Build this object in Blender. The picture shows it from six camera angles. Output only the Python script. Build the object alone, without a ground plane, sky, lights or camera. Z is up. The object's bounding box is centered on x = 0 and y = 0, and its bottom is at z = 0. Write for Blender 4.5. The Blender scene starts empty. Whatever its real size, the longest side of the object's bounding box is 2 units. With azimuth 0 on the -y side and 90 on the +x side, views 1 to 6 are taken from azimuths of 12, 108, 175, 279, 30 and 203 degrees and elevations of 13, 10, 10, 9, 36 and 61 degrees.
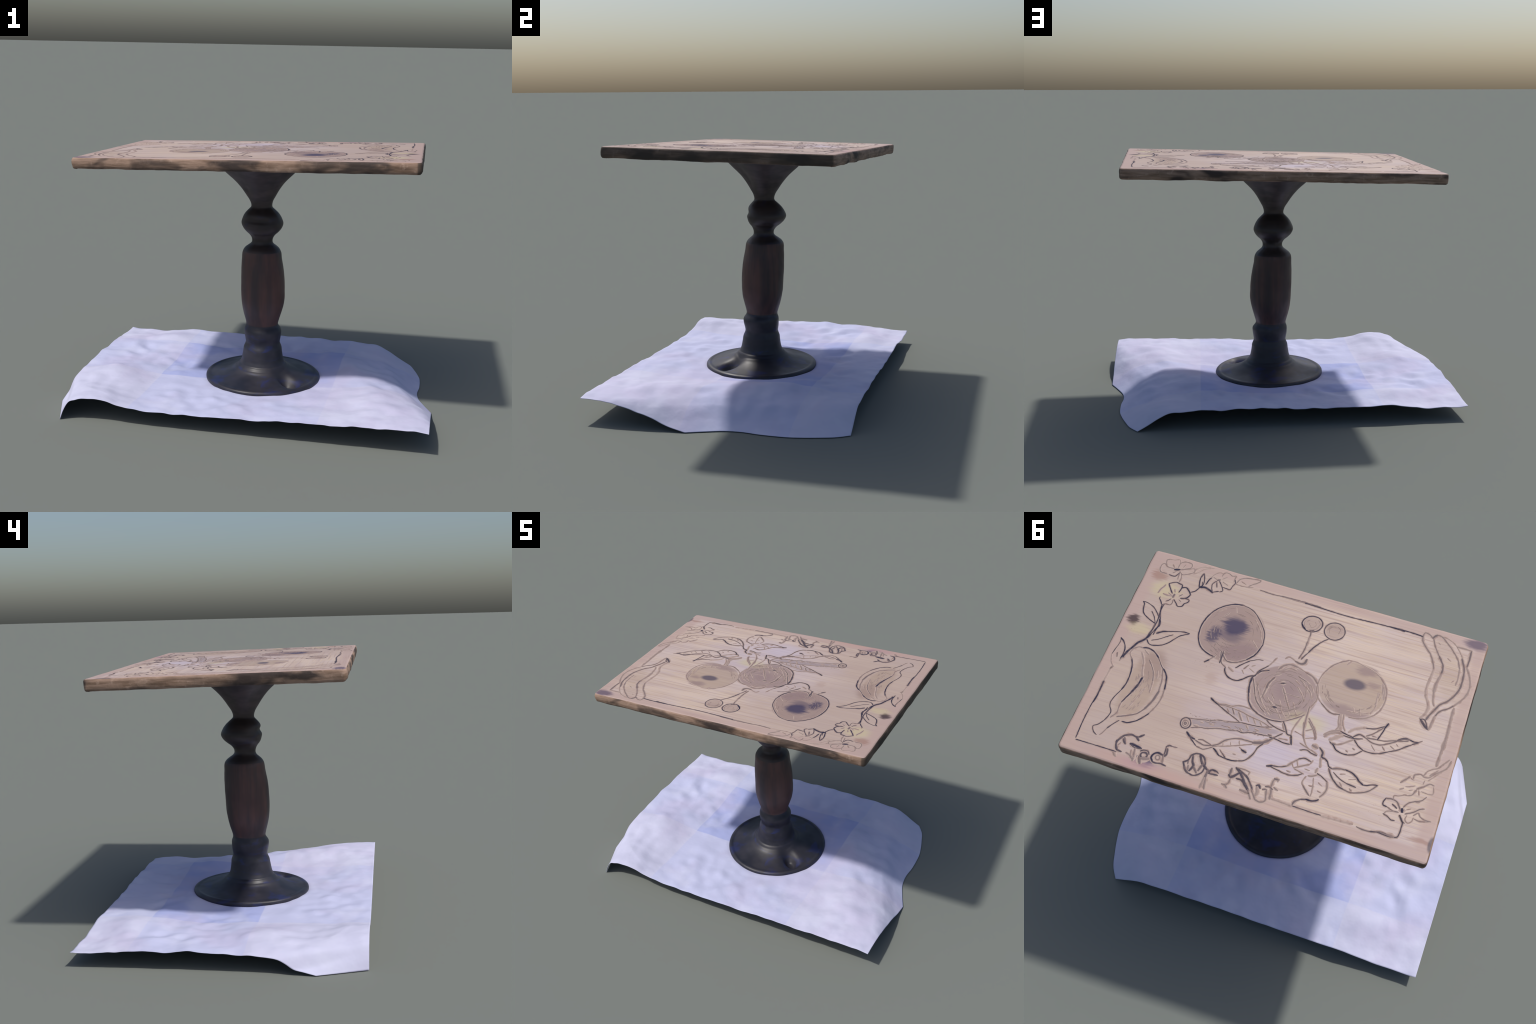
"""Engraved pedestal table standing on a crumpled white sheet.

Frame: metres, z up.  The table top is a slightly tilted slab with pen-burnt
fruit drawings; below it a turned column (flare, knob, shaft, collar, bell foot)
that stands on a sheet of cloth whose +x side and one corner droop to the ground.
"""
import math
import random

import bpy
import numpy as np
from mathutils import Matrix, Vector, noise

random.seed(7)
noise.seed_set(7)
SCENE = bpy.context.scene.collection


# ----------------------------------------------------------------- helpers
def interp(x, xs, ys):
    return float(np.interp(x, xs, ys))


def smooth_curve(xs, ys):
    """Monotone cubic (Fritsch-Carlson) through the control points."""
    xs, ys = np.asarray(xs, float), np.asarray(ys, float)
    d = np.diff(ys) / np.diff(xs)
    m = np.concatenate([[d[0]], (d[:-1] + d[1:]) / 2, [d[-1]]])
    for i in range(len(d)):
        if d[i] == 0:
            m[i] = m[i + 1] = 0
        else:
            a, b = m[i] / d[i], m[i + 1] / d[i]
            if a < 0: m[i] = 0
            if b < 0: m[i + 1] = 0
            s = a * a + b * b
            if s > 9:
                m[i], m[i + 1] = 3 / math.sqrt(s) * a * d[i], 3 / math.sqrt(s) * b * d[i]

    def f(x):
        x = min(max(x, xs[0]), xs[-1])
        i = min(int(np.searchsorted(xs, x, side="right")) - 1, len(d) - 1)
        h = xs[i + 1] - xs[i]
        t = (x - xs[i]) / h
        return float((2 * t**3 - 3 * t**2 + 1) * ys[i] + (t**3 - 2 * t**2 + t) * h * m[i]
                     + (-2 * t**3 + 3 * t**2) * ys[i + 1] + (t**3 - t**2) * h * m[i + 1])
    return f


def lumps(x, y, z=0.0, octaves=3):
    """Fractal noise, roughly -1..1."""
    return sum(noise.noise(Vector((x, y, z)) * 2**k + Vector((3.1 * k, 1.7 * k, 0))) / 2**k for k in range(octaves))


def new_object(name, mesh, parent=None, materials=()):
    ob = bpy.data.objects.new(name, mesh)
    SCENE.objects.link(ob)
    for m in materials:
        mesh.materials.append(m)
    if parent:
        ob.parent = parent
    return ob


def mesh_from(name, verts, faces, smooth=True, slots=None):
    me = bpy.data.meshes.new(name)
    me.from_pydata(verts, [], faces)
    if smooth:
        me.polygons.foreach_set("use_smooth", [True] * len(faces))
    if slots is not None:
        me.polygons.foreach_set("material_index", slots)
    me.update()
    return me


# --------------------------------------------------------- node shorthands
class Nodes:
    def __init__(self, name):
        self.mat = bpy.data.materials.new(name)
        self.mat.use_nodes = True
        self.nt = self.mat.node_tree
        self.bsdf = self.nt.nodes["Principled BSDF"]
        self.coord = self.add("ShaderNodeTexCoord").outputs["Object"]

    def add(self, kind, **props):
        n = self.nt.nodes.new(kind)
        for k, v in props.items():
            setattr(n, k, v)
        return n

    def link(self, a, b):
        self.nt.links.new(a, b)

    def put(self, socket, value):
        if hasattr(value, "is_linked"):
            self.link(value, socket)
        elif isinstance(value, tuple) and len(value) == 3 and socket.type == "RGBA":
            socket.default_value = (*value, 1)
        else:
            socket.default_value = value

    def math(self, op, a, b=0.0, clamp=False):
        n = self.add("ShaderNodeMath", operation=op, use_clamp=clamp)
        self.put(n.inputs[0], a)
        self.put(n.inputs[1], b)
        return n.outputs[0]

    def scaled(self, scale=(1, 1, 1), loc=(0, 0, 0), rot=(0, 0, 0), kind="POINT", vec=None):
        n = self.add("ShaderNodeMapping", vector_type=kind)
        self.link(vec or self.coord, n.inputs["Vector"])
        n.inputs["Scale"].default_value = scale
        n.inputs["Location"].default_value = loc
        n.inputs["Rotation"].default_value = rot
        return n.outputs[0]

    def noise(self, scale=5.0, detail=4.0, rough=0.55, vec=None, distortion=0.0):
        n = self.add("ShaderNodeTexNoise")
        self.link(vec or self.coord, n.inputs["Vector"])
        n.inputs["Scale"].default_value = scale
        n.inputs["Detail"].default_value = detail
        n.inputs["Roughness"].default_value = rough
        n.inputs["Distortion"].default_value = distortion
        return n.outputs["Fac"]

    def ramp(self, fac, a, b, lo=0.0, hi=1.0):
        """smooth map of fac from a..b to lo..hi"""
        n = self.add("ShaderNodeMapRange", interpolation_type="SMOOTHSTEP")
        self.link(fac, n.inputs["Value"])
        for k, v in zip(("From Min", "From Max", "To Min", "To Max"), (a, b, lo, hi)):
            n.inputs[k].default_value = v
        return n.outputs["Result"]

    def mix(self, fac, a, b, blend="MIX"):
        n = self.add("ShaderNodeMix", data_type="RGBA", blend_type=blend)
        self.put(n.inputs["Factor"], fac)
        self.put(n.inputs["A"], a)
        self.put(n.inputs["B"], b)
        return n.outputs["Result"]

    def spot(self, centre, ra, rb, angle=0, soft=0.5, vec=None):
        """1 inside an ellipse (mm, degrees) of the table top, fading at the rim."""
        v = self.scaled((ra / 1000, rb / 1000, 1), (centre[0] / 1000, centre[1] / 1000, 0),
                        (0, 0, math.radians(angle)), "TEXTURE", vec)
        flat = self.add("ShaderNodeVectorMath", operation="MULTIPLY")
        self.link(v, flat.inputs[0])
        flat.inputs[1].default_value = (1, 1, 0)
        length = self.add("ShaderNodeVectorMath", operation="LENGTH")
        self.link(flat.outputs[0], length.inputs[0])
        return self.ramp(length.outputs["Value"], 1 + soft * 0.5, 1 - soft * 0.5)

    def bump(self, height, strength, distance=0.002):
        n = self.add("ShaderNodeBump")
        n.inputs["Strength"].default_value = strength
        n.inputs["Distance"].default_value = distance
        self.link(height, n.inputs["Height"])
        self.link(n.outputs[0], self.bsdf.inputs["Normal"])

    def finish(self, colour, rough=0.6, **inputs):
        self.put(self.bsdf.inputs["Base Color"], colour)
        self.put(self.bsdf.inputs["Roughness"], rough)
        for k, v in inputs.items():
            self.bsdf.inputs[k.replace("_", " ")].default_value = v
        return self.mat


# ---------------------------------------------------------------- materials
WOOD = (0.44, 0.338, 0.292)
WOOD_PALE = (0.52, 0.412, 0.345)
WOOD_DARK = (0.325, 0.228, 0.195)
WOOD_PINK = (0.375, 0.265, 0.243)
INK = (0.022, 0.020, 0.043)
CHAR = (0.17, 0.115, 0.115)
SMUDGE = (0.042, 0.035, 0.078)


def wood_top():
    n = Nodes("burnt_pine_top")
    fine = n.noise(1, 5, 0.6, n.scaled((2.2, 90, 20)), 0.3)
    broad = n.noise(1, 3, 0.5, n.scaled((1.6, 16, 8), (5, 2, 0)), 0.2)
    hair = n.noise(1, 4, 0.65, n.scaled((3.5, 260, 20), (7, 1, 0)), 0.2)
    hue = n.noise(1, 3, 0.6, n.scaled((2.5, 120, 10), (2, 9, 0)), 0.2)
    col = n.mix(n.ramp(broad, 0.3, 0.7), WOOD_PALE, WOOD)
    col = n.mix(n.ramp(hue, 0.5, 0.72, 0, 0.5), col, (0.54, 0.42, 0.28))
    col = n.mix(n.ramp(hue, 0.5, 0.28, 0, 0.5), col, (0.42, 0.34, 0.39))
    col = n.mix(n.ramp(fine, 0.48, 0.7, 0, 0.7), col, WOOD_DARK)
    col = n.mix(n.ramp(hair, 0.52, 0.7, 0, 0.5), col, (0.30, 0.215, 0.20))
    cloud = n.noise(3.2, 3, 0.5)
    col = n.mix(n.ramp(cloud, 0.42, 0.7, 0, 0.35), col, (0.43, 0.365, 0.40))
    # the margin outside the drawn frame is pinker
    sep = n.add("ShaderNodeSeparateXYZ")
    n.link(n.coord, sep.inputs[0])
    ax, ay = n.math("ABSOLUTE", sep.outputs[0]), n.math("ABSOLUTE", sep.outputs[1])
    baked_falloff = n.math("ADD", sep.outputs[0], n.math("MULTIPLY", n.noise(2.2, 3), 0.9))
    col = n.mix(n.ramp(baked_falloff, 0.2, 1.1, 0, 0.6), col, (0.335, 0.255, 0.225))  # wood darkened toward +x to carry the scan's shading gradient
    out = n.math("MAXIMUM", n.math("MULTIPLY", ax, 0.53 / 0.79), ay)
    col = n.mix(n.ramp(out, 0.522, 0.55, 0, 0.6), col, WOOD_PINK)
    # a breath of noise that frays every spot along the grain
    grain = n.noise(1, 3, 0.6, n.scaled((9, 120, 9)), 0.1)
    wob = n.add("ShaderNodeVectorMath", operation="MULTIPLY_ADD")
    comb = n.add("ShaderNodeCombineXYZ")
    n.link(n.math("SUBTRACT", grain, 0.5), comb.inputs[0])
    n.link(n.math("SUBTRACT", n.noise(14, 2), 0.5), comb.inputs[1])
    n.link(comb.outputs[0], wob.inputs[0])
    wob.inputs[1].default_value = (0.10, 0.03, 0)
    n.link(n.coord, wob.inputs[2])
    w = wob.outputs[0]
    fruit, dusk, grey = (0.235, 0.162, 0.148), (0.20, 0.135, 0.145), (0.22, 0.178, 0.195)
    tan, yellow, rust = (0.30, 0.218, 0.165), (0.46, 0.40, 0.22), (0.24, 0.125, 0.095)
    for centre, ra, rb, ang, soft, amount, tint, frayed in [
        ((-60, 110), 360, 270, 0, 1.0, 0.3, (0.40, 0.355, 0.46), True),   # cool bloom in the middle
        ((329, -243), 160, 167, 0, 0.06, 0.72, fruit, False),      # left apple
        ((260, -150), 92, 48, 20, 0.8, 0.55, dusk, True),
        ((324, -284), 60, 50, 0, 0.7, 0.92, SMUDGE, True),
        ((335, -225), 70, 30, 0, 0.9, 0.5, SMUDGE, True),
        ((408, -205), 30, 46, 0, 0.8, 0.78, SMUDGE, True),
        ((-18, -6), 160, 150, 8, 0.06, 0.75, fruit, False),        # middle apple
        ((-30, -20), 60, 50, 0, 1.0, 0.4, dusk, True),
        ((-314, -133), 160, 150, 0, 0.06, 0.6, tan, False),       # right apple
        ((-318, -161), 52, 29, 5, 0.6, 0.9, (0.085, 0.068, 0.095), False),
        ((-354, -248), 50, 26, 0, 0.9, 0.6, dusk, True),
        ((-405, -182), 34, 16, 0, 0.9, 0.5, dusk, True),
        ((-330, -10), 110, 28, -5, 0.9, 0.55, dusk, True),
        ((-21, -422), 44, 42, 0, 0.3, 0.45, fruit, False),         # cherries
        ((-137, -416), 45, 44, 0, 0.3, 0.5, fruit, False),
        ((630, 179), 200, 74, 88, 0.4, 0.5, tan, False),           # banana
        ((612, 60), 90, 60, 100, 0.8, 0.55, fruit, True),
        ((-700, -385), 180, 60, 113, 0.5, 0.25, tan, False),
        ((153, 241), 230, 27, 11, 0.25, 0.62, grey, False),        # cinnamon stick
        ((127, 161), 112, 28, -9, 0.6, 0.5, grey, True),
        ((0, 150), 60, 40, 0, 0.9, 0.3, grey, True),
        ((810, -160), 28, 27, 0, 0.9, 0.92, (0.05, 0.03, 0.035), True),   # burns
        ((794, -452), 38, 30, 0, 1.0, 0.6, rust, True),
        ((457, 541), 46, 26, 4, 0.9, 0.85, SMUDGE, True),
        ((470, 560), 90, 24, 4, 1.0, 0.45, (0.30, 0.19, 0.26), True),
        ((-804, -566), 62, 28, 0, 0.9, 0.88, (0.11, 0.08, 0.115), True),
        ((-816, 501), 58, 12, 0, 0.9, 0.5, rust, True),
        ((-868, 502), 16, 38, 0, 0.6, 0.8, (0.08, 0.07, 0.09), False),
        ((392, 574), 270, 26, -2, 1.0, 0.45, (0.40, 0.25, 0.22), True),
        ((729, -376), 72, 46, 0, 1.0, 0.5, yellow, True),          # yellow tint
        ((759, -119), 60, 28, 0, 1.0, 0.4, yellow, True),
        ((-174, 105), 88, 44, 0, 1.0, 0.5, yellow, True),
        ((-47, 331), 110, 80, 0, 1.0, 0.22, (0.41, 0.40, 0.56), True),
        ((-200, 350), 190, 120, 0, 1.0, 0.2, (0.44, 0.40, 0.53), True),
        ((330, 30), 30, 34, 0, 0.9, 0.4, WOOD_DARK, True),
    ]:
        m = n.spot(centre, ra, rb, ang, soft, w if frayed else None)
        col = n.mix(n.math("MULTIPLY", m, amount), col, tint)
    # pin-prick specks
    vor = n.add("ShaderNodeTexVoronoi", feature="F1")
    n.link(n.coord, vor.inputs["Vector"])
    vor.inputs["Scale"].default_value = 70
    dots = n.math("MULTIPLY", n.ramp(vor.outputs["Distance"], 0.2, 0.1), n.ramp(n.noise(4, 2), 0.62, 0.7))
    col = n.mix(n.math("MULTIPLY", dots, 0.5), col, (0.25, 0.17, 0.15))
    n.bump(fine, 0.15, 0.0015)
    return n.finish(col, 0.62, Specular_IOR_Level=0.25)


def wood_edge():
    n = Nodes("scorched_edge_wood")
    streak = n.noise(1, 4, 0.6, n.scaled((7, 7, 70)))
    col = n.mix(n.ramp(streak, 0.3, 0.7), (0.17, 0.108, 0.075), (0.33, 0.225, 0.17))
    pale = n.noise(30, 3, 0.6)
    col = n.mix(n.ramp(pale, 0.55, 0.75, 0, 0.45), col, (0.48, 0.35, 0.28))
    scorch = n.noise(1, 3, 0.5, n.scaled((3.4, 3.4, 9), (1.3, 4.2, 0)), 0.4)
    col = n.mix(n.ramp(scorch, 0.47, 0.62, 0, 0.9), col, (0.028, 0.022, 0.022))
    # the +x end is nearly black along its whole length
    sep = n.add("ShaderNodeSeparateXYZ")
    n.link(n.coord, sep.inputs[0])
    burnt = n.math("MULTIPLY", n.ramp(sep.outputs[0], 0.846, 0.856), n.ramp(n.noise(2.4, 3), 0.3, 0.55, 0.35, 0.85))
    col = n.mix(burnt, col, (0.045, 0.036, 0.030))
    n.bump(pale, 0.5, 0.004)
    return n.finish(col, 0.7, Specular_IOR_Level=0.25)


def burnt_line(tone):
    n = Nodes("burnt_line_%d" % round(tone * 100))
    pen = tuple(c + (i - c) * min(1, tone * 1.15) for c, i in zip(CHAR, INK))
    a = tuple(w + (p - w) * min(1, tone * 1.1) for w, p in zip(WOOD, pen))
    b = tuple(w + (p - w) * tone * 0.85 for w, p in zip(WOOD_DARK, pen))
    breaks = n.noise(38, 3, 0.6)
    grain = n.noise(1, 3, 0.6, n.scaled((12, 160, 10)))
    col = n.mix(n.ramp(breaks, 0.45, 0.7), a, b)
    col = n.mix(n.ramp(grain, 0.55, 0.8, 0, 0.2), col, WOOD)
    return n.finish(col, 0.7, Specular_IOR_Level=0.2)


def dark_wood(name, low, high, streaks, gloss, blue=0.0):
    n = Nodes(name)
    s = n.noise(1, 4, 0.6, n.scaled(streaks))
    blotch = n.noise(6, 3, 0.5)
    col = n.mix(n.ramp(s, 0.3, 0.75), low, high)
    col = n.mix(n.ramp(blotch, 0.4, 0.75, 0, 0.5), col, tuple(0.6 * (l + h) / 2 for l, h in zip(low, high)))
    if blue:      # dark blue streaks mixed over the base colour
        blue_streak = n.noise(1, 4, 0.6, n.scaled((7, 7, 26)), 0.5)
        col = n.mix(n.ramp(blue_streak, 0.54, 0.68, 0, blue), col, (0.014, 0.020, 0.085))
    n.bump(s, 0.12, 0.002)
    return n.finish(col, n.ramp(blotch, 0.3, 0.7, gloss, gloss + 0.15), Specular_IOR_Level=0.45)


def sheet_cloth():
    n = Nodes("white_sheet")
    sep = n.add("ShaderNodeSeparateXYZ")
    wav = n.noise(2.5, 2)
    n.link(n.coord, sep.inputs[0])
    x = n.math("ADD", sep.outputs[0], n.math("MULTIPLY", n.math("SUBTRACT", wav, 0.5), 0.012))
    y = sep.outputs[1]
    # two overlapping bluish strips of cloth tint: lengthwise and across
    def strip(v, lo, hi):
        return n.math("MULTIPLY", n.ramp(v, lo - 0.004, lo + 0.004), n.ramp(v, hi + 0.004, hi - 0.004))
    across = strip(x, -0.525, 0.457)
    along = strip(y, -0.135, 0.41)
    pale, blue = (0.505, 0.51, 0.665), (0.40, 0.44, 0.675)
    col = n.mix(n.math("MULTIPLY", across, 0.42), pale, blue)
    col = n.mix(n.math("MULTIPLY", along, 0.42), col, blue)
    both = n.math("MULTIPLY", across, along)
    col = n.mix(n.math("MULTIPLY", both, 0.55), col, (0.28, 0.325, 0.62))
    pink = n.noise(3.3, 3, 0.5)
    col = n.mix(n.ramp(pink, 0.45, 0.7, 0, 0.5), col, (0.49, 0.45, 0.62))
    grey = n.noise(7, 3, 0.5)
    col = n.mix(n.ramp(grey, 0.5, 0.75, 0, 0.3), col, (0.36, 0.375, 0.53))
    light = n.noise(5, 3, 0.55, n.scaled((1, 1, 1), (4, 7, 0)))
    col = n.mix(n.ramp(light, 0.48, 0.72, 0, 0.35), col, (0.60, 0.61, 0.75))
    n.bump(n.noise(9, 3, 0.5), 0.4, 0.014)
    return n.finish(col, 0.85, Specular_IOR_Level=0.2)


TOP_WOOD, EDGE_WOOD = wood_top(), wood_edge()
TONES = [0.07, 0.14, 0.22, 0.32, 0.44, 0.57, 0.7, 0.83, 0.95]
LINE_MATERIALS = [burnt_line(t) for t in TONES]
SHAFT_WOOD = dark_wood("red_brown_shaft_wood", (0.030, 0.021, 0.024), (0.098, 0.044, 0.037), (16, 16, 0.9), 0.45)
KNOB_WOOD = dark_wood("dark_knob_wood", (0.020, 0.015, 0.016), (0.042, 0.028, 0.027), (8, 8, 22), 0.42, 0.25)
FLARE_WOOD = dark_wood("brown_flare_wood", (0.036, 0.027, 0.028), (0.075, 0.055, 0.055), (10, 10, 30), 0.5)
FOOT_WOOD = dark_wood("black_foot_wood", (0.011, 0.012, 0.021), (0.030, 0.028, 0.039), (9, 9, 12), 0.42, 0.75)

# --------------------------------------------------------------- the table
table = bpy.data.objects.new("pedestal_table", None)
SCENE.objects.link(table)
table.location = (0.043, -0.014, 0.085)
table["label"] = "wooden pedestal table with burnt fruit drawings on top"
table["category"] = "table"
bpy.context.view_layer.update()
to_table = table.matrix_world.inverted()

# --- slab: local frame on the tilted top surface
X = Vector((0.99942, 0.01835, 0.02854)).normalized()
Z = Vector((-0.02900, 0.02180, 0.99925)).normalized()
Y = Z.cross(X)
TOP = Matrix.Translation((0.0065, 0.0088, 1.3738)) @ Matrix((X, Y, Z)).transposed().to_4x4()
HALF_W, HALF_D, SKEW, THICK = 0.8655, 0.5990, -0.0088, 0.059


def slab_outline(step=0.006, corner=0.02):
    pts = []
    a, b = HALF_W - corner, HALF_D - corner
    for cx, cy, start in ((a, b, 0), (-a, b, 90), (-a, -b, 180), (a, -b, 270)):
        for k in range(7):
            t = math.radians(start + k * 15)
            pts.append((cx + corner * math.cos(t), cy + corner * math.sin(t), math.cos(t), math.sin(t)))
    dense = []
    for p, q in zip(pts, pts[1:] + pts[:1]):
        n = max(1, int(math.hypot(q[0] - p[0], q[1] - p[1]) / step))
        for k in range(n):
            dense.append(tuple(u + (v - u) * k / n for u, v in zip(p, q)))
    return dense


def build_slab():
    outline = slab_outline()
    layers = [(-0.014, 0.0, 0.0, 0.0), (-0.0055, -0.0018, 0.0016, 0.0010), (-0.001, -0.0075, 0.0028, 0.0015),
              (0.0005, -0.018, 0.0035, 0), (0.0005, -0.030, 0.0035, 0), (0.0, -0.044, 0.0035, 0.002),
              (-0.0025, -0.0525, 0.003, 0.003), (-0.008, -0.0575, 0.003, 0.0035), (-0.022, -THICK, 0.0, 0.003)]
    verts, faces, slots = [], [], []
    n = len(outline)
    for out, z, rough, dz in layers:
        for x, y, nx, ny in outline:
            r = lumps(x * 9, y * 9, z * 40) * rough + out
            px, py = x + nx * r, y + ny * r
            verts.append((px + SKEW * py / HALF_D, py, z + dz * lumps(x * 7 + 9, y * 7, 2.0)))
    for k in range(len(layers) - 1):
        for i in range(n):
            j = (i + 1) % n
            faces.append((k * n + i, (k + 1) * n + i, (k + 1) * n + j, k * n + j))
            slots.append(0 if k == 0 else 1)
    faces.append(tuple(range(n)))
    slots.append(0)
    # underside, lightly sagging towards a middle vertex ring
    base = (len(layers) - 1) * n
    for f in (0.93, 0.5, 0.2):
        s = len(verts)
        for x, y, nx, ny in outline:
            verts.append((x * f, y * f, -THICK + (0.011 if f > 0.3 else 0.004) + 0.003 * lumps(x * f * 3, y * f * 3, 5)))
        for i in range(n):
            j = (i + 1) % n
            faces.append((base + i, s + i, s + j, base + j))
            slots.append(1)
        base = s
    faces.append(tuple(reversed(range(base, base + n))))
    slots.append(1)
    me = mesh_from("table_top", verts, faces, True, slots)
    me.polygons[(len(layers) - 1) * n].use_smooth = False
    return me


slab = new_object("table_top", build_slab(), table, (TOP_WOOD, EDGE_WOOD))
slab.matrix_parent_inverse = Matrix.Identity(4)
slab.matrix_local = to_table @ TOP

# --- pen-burnt drawing: every line is a low ridge of charred wood on the top
MOTIFS = []


def motif(name):
    MOTIFS.append((name, []))


def line(width, tone, *points, soft=True):
    MOTIFS[-1][1].append((width, tone, [Vector((x, y)) for x, y in points], False, soft))


def hatch(seed, centre, ra, rb, count, tone, width=3.0, inner=0.35, span=(0, 360), length=22):
    """Scattered short pen arcs that follow the roundness of a fruit."""
    rng = random.Random(seed)
    for _ in range(count):
        r = inner + (0.95 - inner) * rng.random()**0.7
        t0 = math.radians(rng.uniform(*span))
        dt = rng.uniform(0.25, 1.2) * length / (r * (ra + rb) / 2)
        line(width * rng.uniform(0.6, 1.2), tone * rng.uniform(0.5, 1.1),
             *((centre[0] + ra * r * math.cos(t0 + k * dt), centre[1] + rb * r * math.sin(t0 + k * dt)) for k in (-1, 0, 1)), soft=False)


def ring(width, tone, centre, ra, rb, angle):
    c, s = math.cos(math.radians(angle)), math.sin(math.radians(angle))
    pts = []
    for k in range(20):
        t = math.tau * k / 20
        x, y = ra * math.cos(t), rb * math.sin(t)
        pts.append(Vector((centre[0] + c * x - s * y, centre[1] + s * x + c * y)))
    MOTIFS[-1][1].append((width, tone, pts, True, True))



# engraved border
motif("engraved_border")
line(5, 0.9, (793, 528), (799, 446), (800, 357), (797, 310))
line(9, 0.9, (797, 329), (795, 287), (798, 209))
line(7, 0.35, (798, 209), (797, 167), (795, 124))
line(5, 0.9, (788, 537), (729, 536), (659, 535), (592, 535))
line(10, 0.35, (-148, 522), (-196, 523), (-242, 525))
line(5, 0.8, (-245, 525), (-296, 526), (-336, 527), (-378, 526))
line(12, 0.25, (-383, 527), (-440, 523), (-516, 518))
line(6, 0.7, (-540, 526), (-570, 530), (-610, 527), (-645, 515), (-687, 517))
line(6, 0.8, (-601, 527), (-630, 521), (-667, 523), (-693, 523), (-717, 515), (-723, 493), (-723, 464), (-721, 440), (-702, 413))
line(14, 0.6, (-675, 518), (-700, 519))
line(10, 0.5, (-789, 126), (-791, 76), (-791, 18), (-793, -32), (-794, -74))
line(10, 0.5, (-796, 35), (-795, -41), (-789, -130), (-788, -186))
line(8, 0.65, (-789, -431), (-790, -476), (-787, -525))
line(8, 0.45, (-787, -525), (-752, -527), (-720, -526))
line(6, 0.95, (-547, -529), (-505, -532), (-442, -533), (-380, -532))
line(5, 0.9, (-456, -528), (-369, -530), (-266, -526), (-162, -522), (-19, -526), (53, -528))
line(4, 0.5, (55, -528), (99, -527), (159, -528))
line(5, 0.7, (287, -530), (218, -526), (153, -531), (54, -533), (-29, -531))

# engraved flower
motif("engraved_flower")
line(5, 0.55, (736, -513), (761, -512), (778, -516), (789, -533), (793, -553), (781, -561))
line(4, 0.45, (781, -561), (758, -565), (733, -574), (723, -556), (722, -525))
line(4, 0.55, (722, -525), (721, -553), (708, -567), (686, -573), (665, -568), (659, -555), (664, -542), (689, -527), (712, -514))
line(4, 0.55, (703, -517), (675, -531), (652, -542), (640, -543), (636, -525), (646, -514), (665, -500), (687, -492), (705, -505))
line(5, 0.6, (778, -516), (795, -527), (805, -521), (808, -507), (805, -485), (794, -473), (775, -472), (762, -470))
line(6, 0.8, (749, -470), (730, -468), (716, -471), (706, -493))
line(5, 0.5, (754, -534), (739, -520))
line(4, 0.4, (698, -534), (694, -555))
line(5, 0.6, (735, -487), (724, -498))
line(5, 0.6, (698, -458), (702, -483), (705, -505))
line(5, 0.6, (683, -444), (684, -470), (690, -491))
line(12, 0.9, (733, -508), (714, -515))
line(5, 0.35, (634, -514), (631, -546), (614, -565), (588, -576), (564, -579), (550, -582))
line(5, 0.35, (634, -514), (614, -533), (593, -559), (563, -577))
line(9, 0.3, (634, -545), (618, -558))

# engraved flower
motif("engraved_flower")
line(5, 1, (691, -367), (711, -393), (726, -414), (723, -422), (697, -437), (679, -434), (662, -431))
line(5, 1, (662, -431), (658, -412), (662, -384))
line(6, 1, (658, -413), (651, -418), (637, -422), (620, -410), (607, -396), (603, -383), (616, -362), (640, -353))
line(5, 1, (640, -353), (618, -359), (596, -355), (598, -340), (611, -328), (616, -310), (635, -303), (648, -315), (667, -334))
line(4, 0.7, (671, -333), (668, -312), (675, -298), (696, -298), (711, -289))
line(4, 0.9, (702, -313), (691, -322), (684, -334))
line(5, 0.9, (738, -327), (738, -318), (724, -303), (715, -288))
line(5, 0.6, (759, -348), (753, -375), (745, -392), (741, -405))
line(4, 0.6, (687, -394), (680, -378))
line(4, 0.7, (652, -362), (640, -377))
line(4, 0.7, (644, -342), (632, -335))
line(5, 0.4, (708, -364), (686, -355))
line(6, 0.4, (731, -351), (708, -349), (685, -352))
line(12, 0.7, (678, -349), (677, -362))

# engraved branch
motif("engraved_branch")
line(5, 0.95, (711, -289), (706, -258), (700, -228), (696, -197), (695, -172))
line(5, 0.95, (702, -294), (704, -259), (694, -223), (676, -178), (675, -161))
line(5, 0.9, (695, -172), (697, -135), (702, -103))
line(5, 0.9, (676, -171), (682, -134), (683, -109))
line(5, 1, (605, -404), (589, -417), (577, -440))
line(6, 0.9, (689, -200), (679, -167), (687, -134), (696, -105))
line(5, 0.8, (698, -171), (700, -134), (706, -96))
line(11, 1, (696, -105), (711, -69), (734, -41), (749, -5), (762, 24), (771, 62))
line(7, 0.5, (771, 62), (775, 81))
line(9, 0.5, (798, 136), (791, 122))

# engraved leaf
motif("engraved_leaf")
line(4, 0.95, (806, -275), (784, -275), (748, -262), (720, -239), (703, -219))
line(5, 1, (806, -275), (795, -264), (788, -233), (774, -209), (741, -188), (697, -171))
line(4, 0.9, (743, -234), (719, -207), (700, -174))

# engraved leaf
motif("engraved_leaf")
line(8, 1, (669, -122), (646, -140), (628, -148))
line(5, 1, (646, -140), (597, -158), (551, -171), (521, -172))
line(5, 1, (520, -169), (554, -147), (574, -122), (595, -90), (623, -65), (661, -51), (683, -54), (700, -73))
line(4, 0.9, (677, -76), (645, -95), (616, -120), (592, -139))

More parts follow.
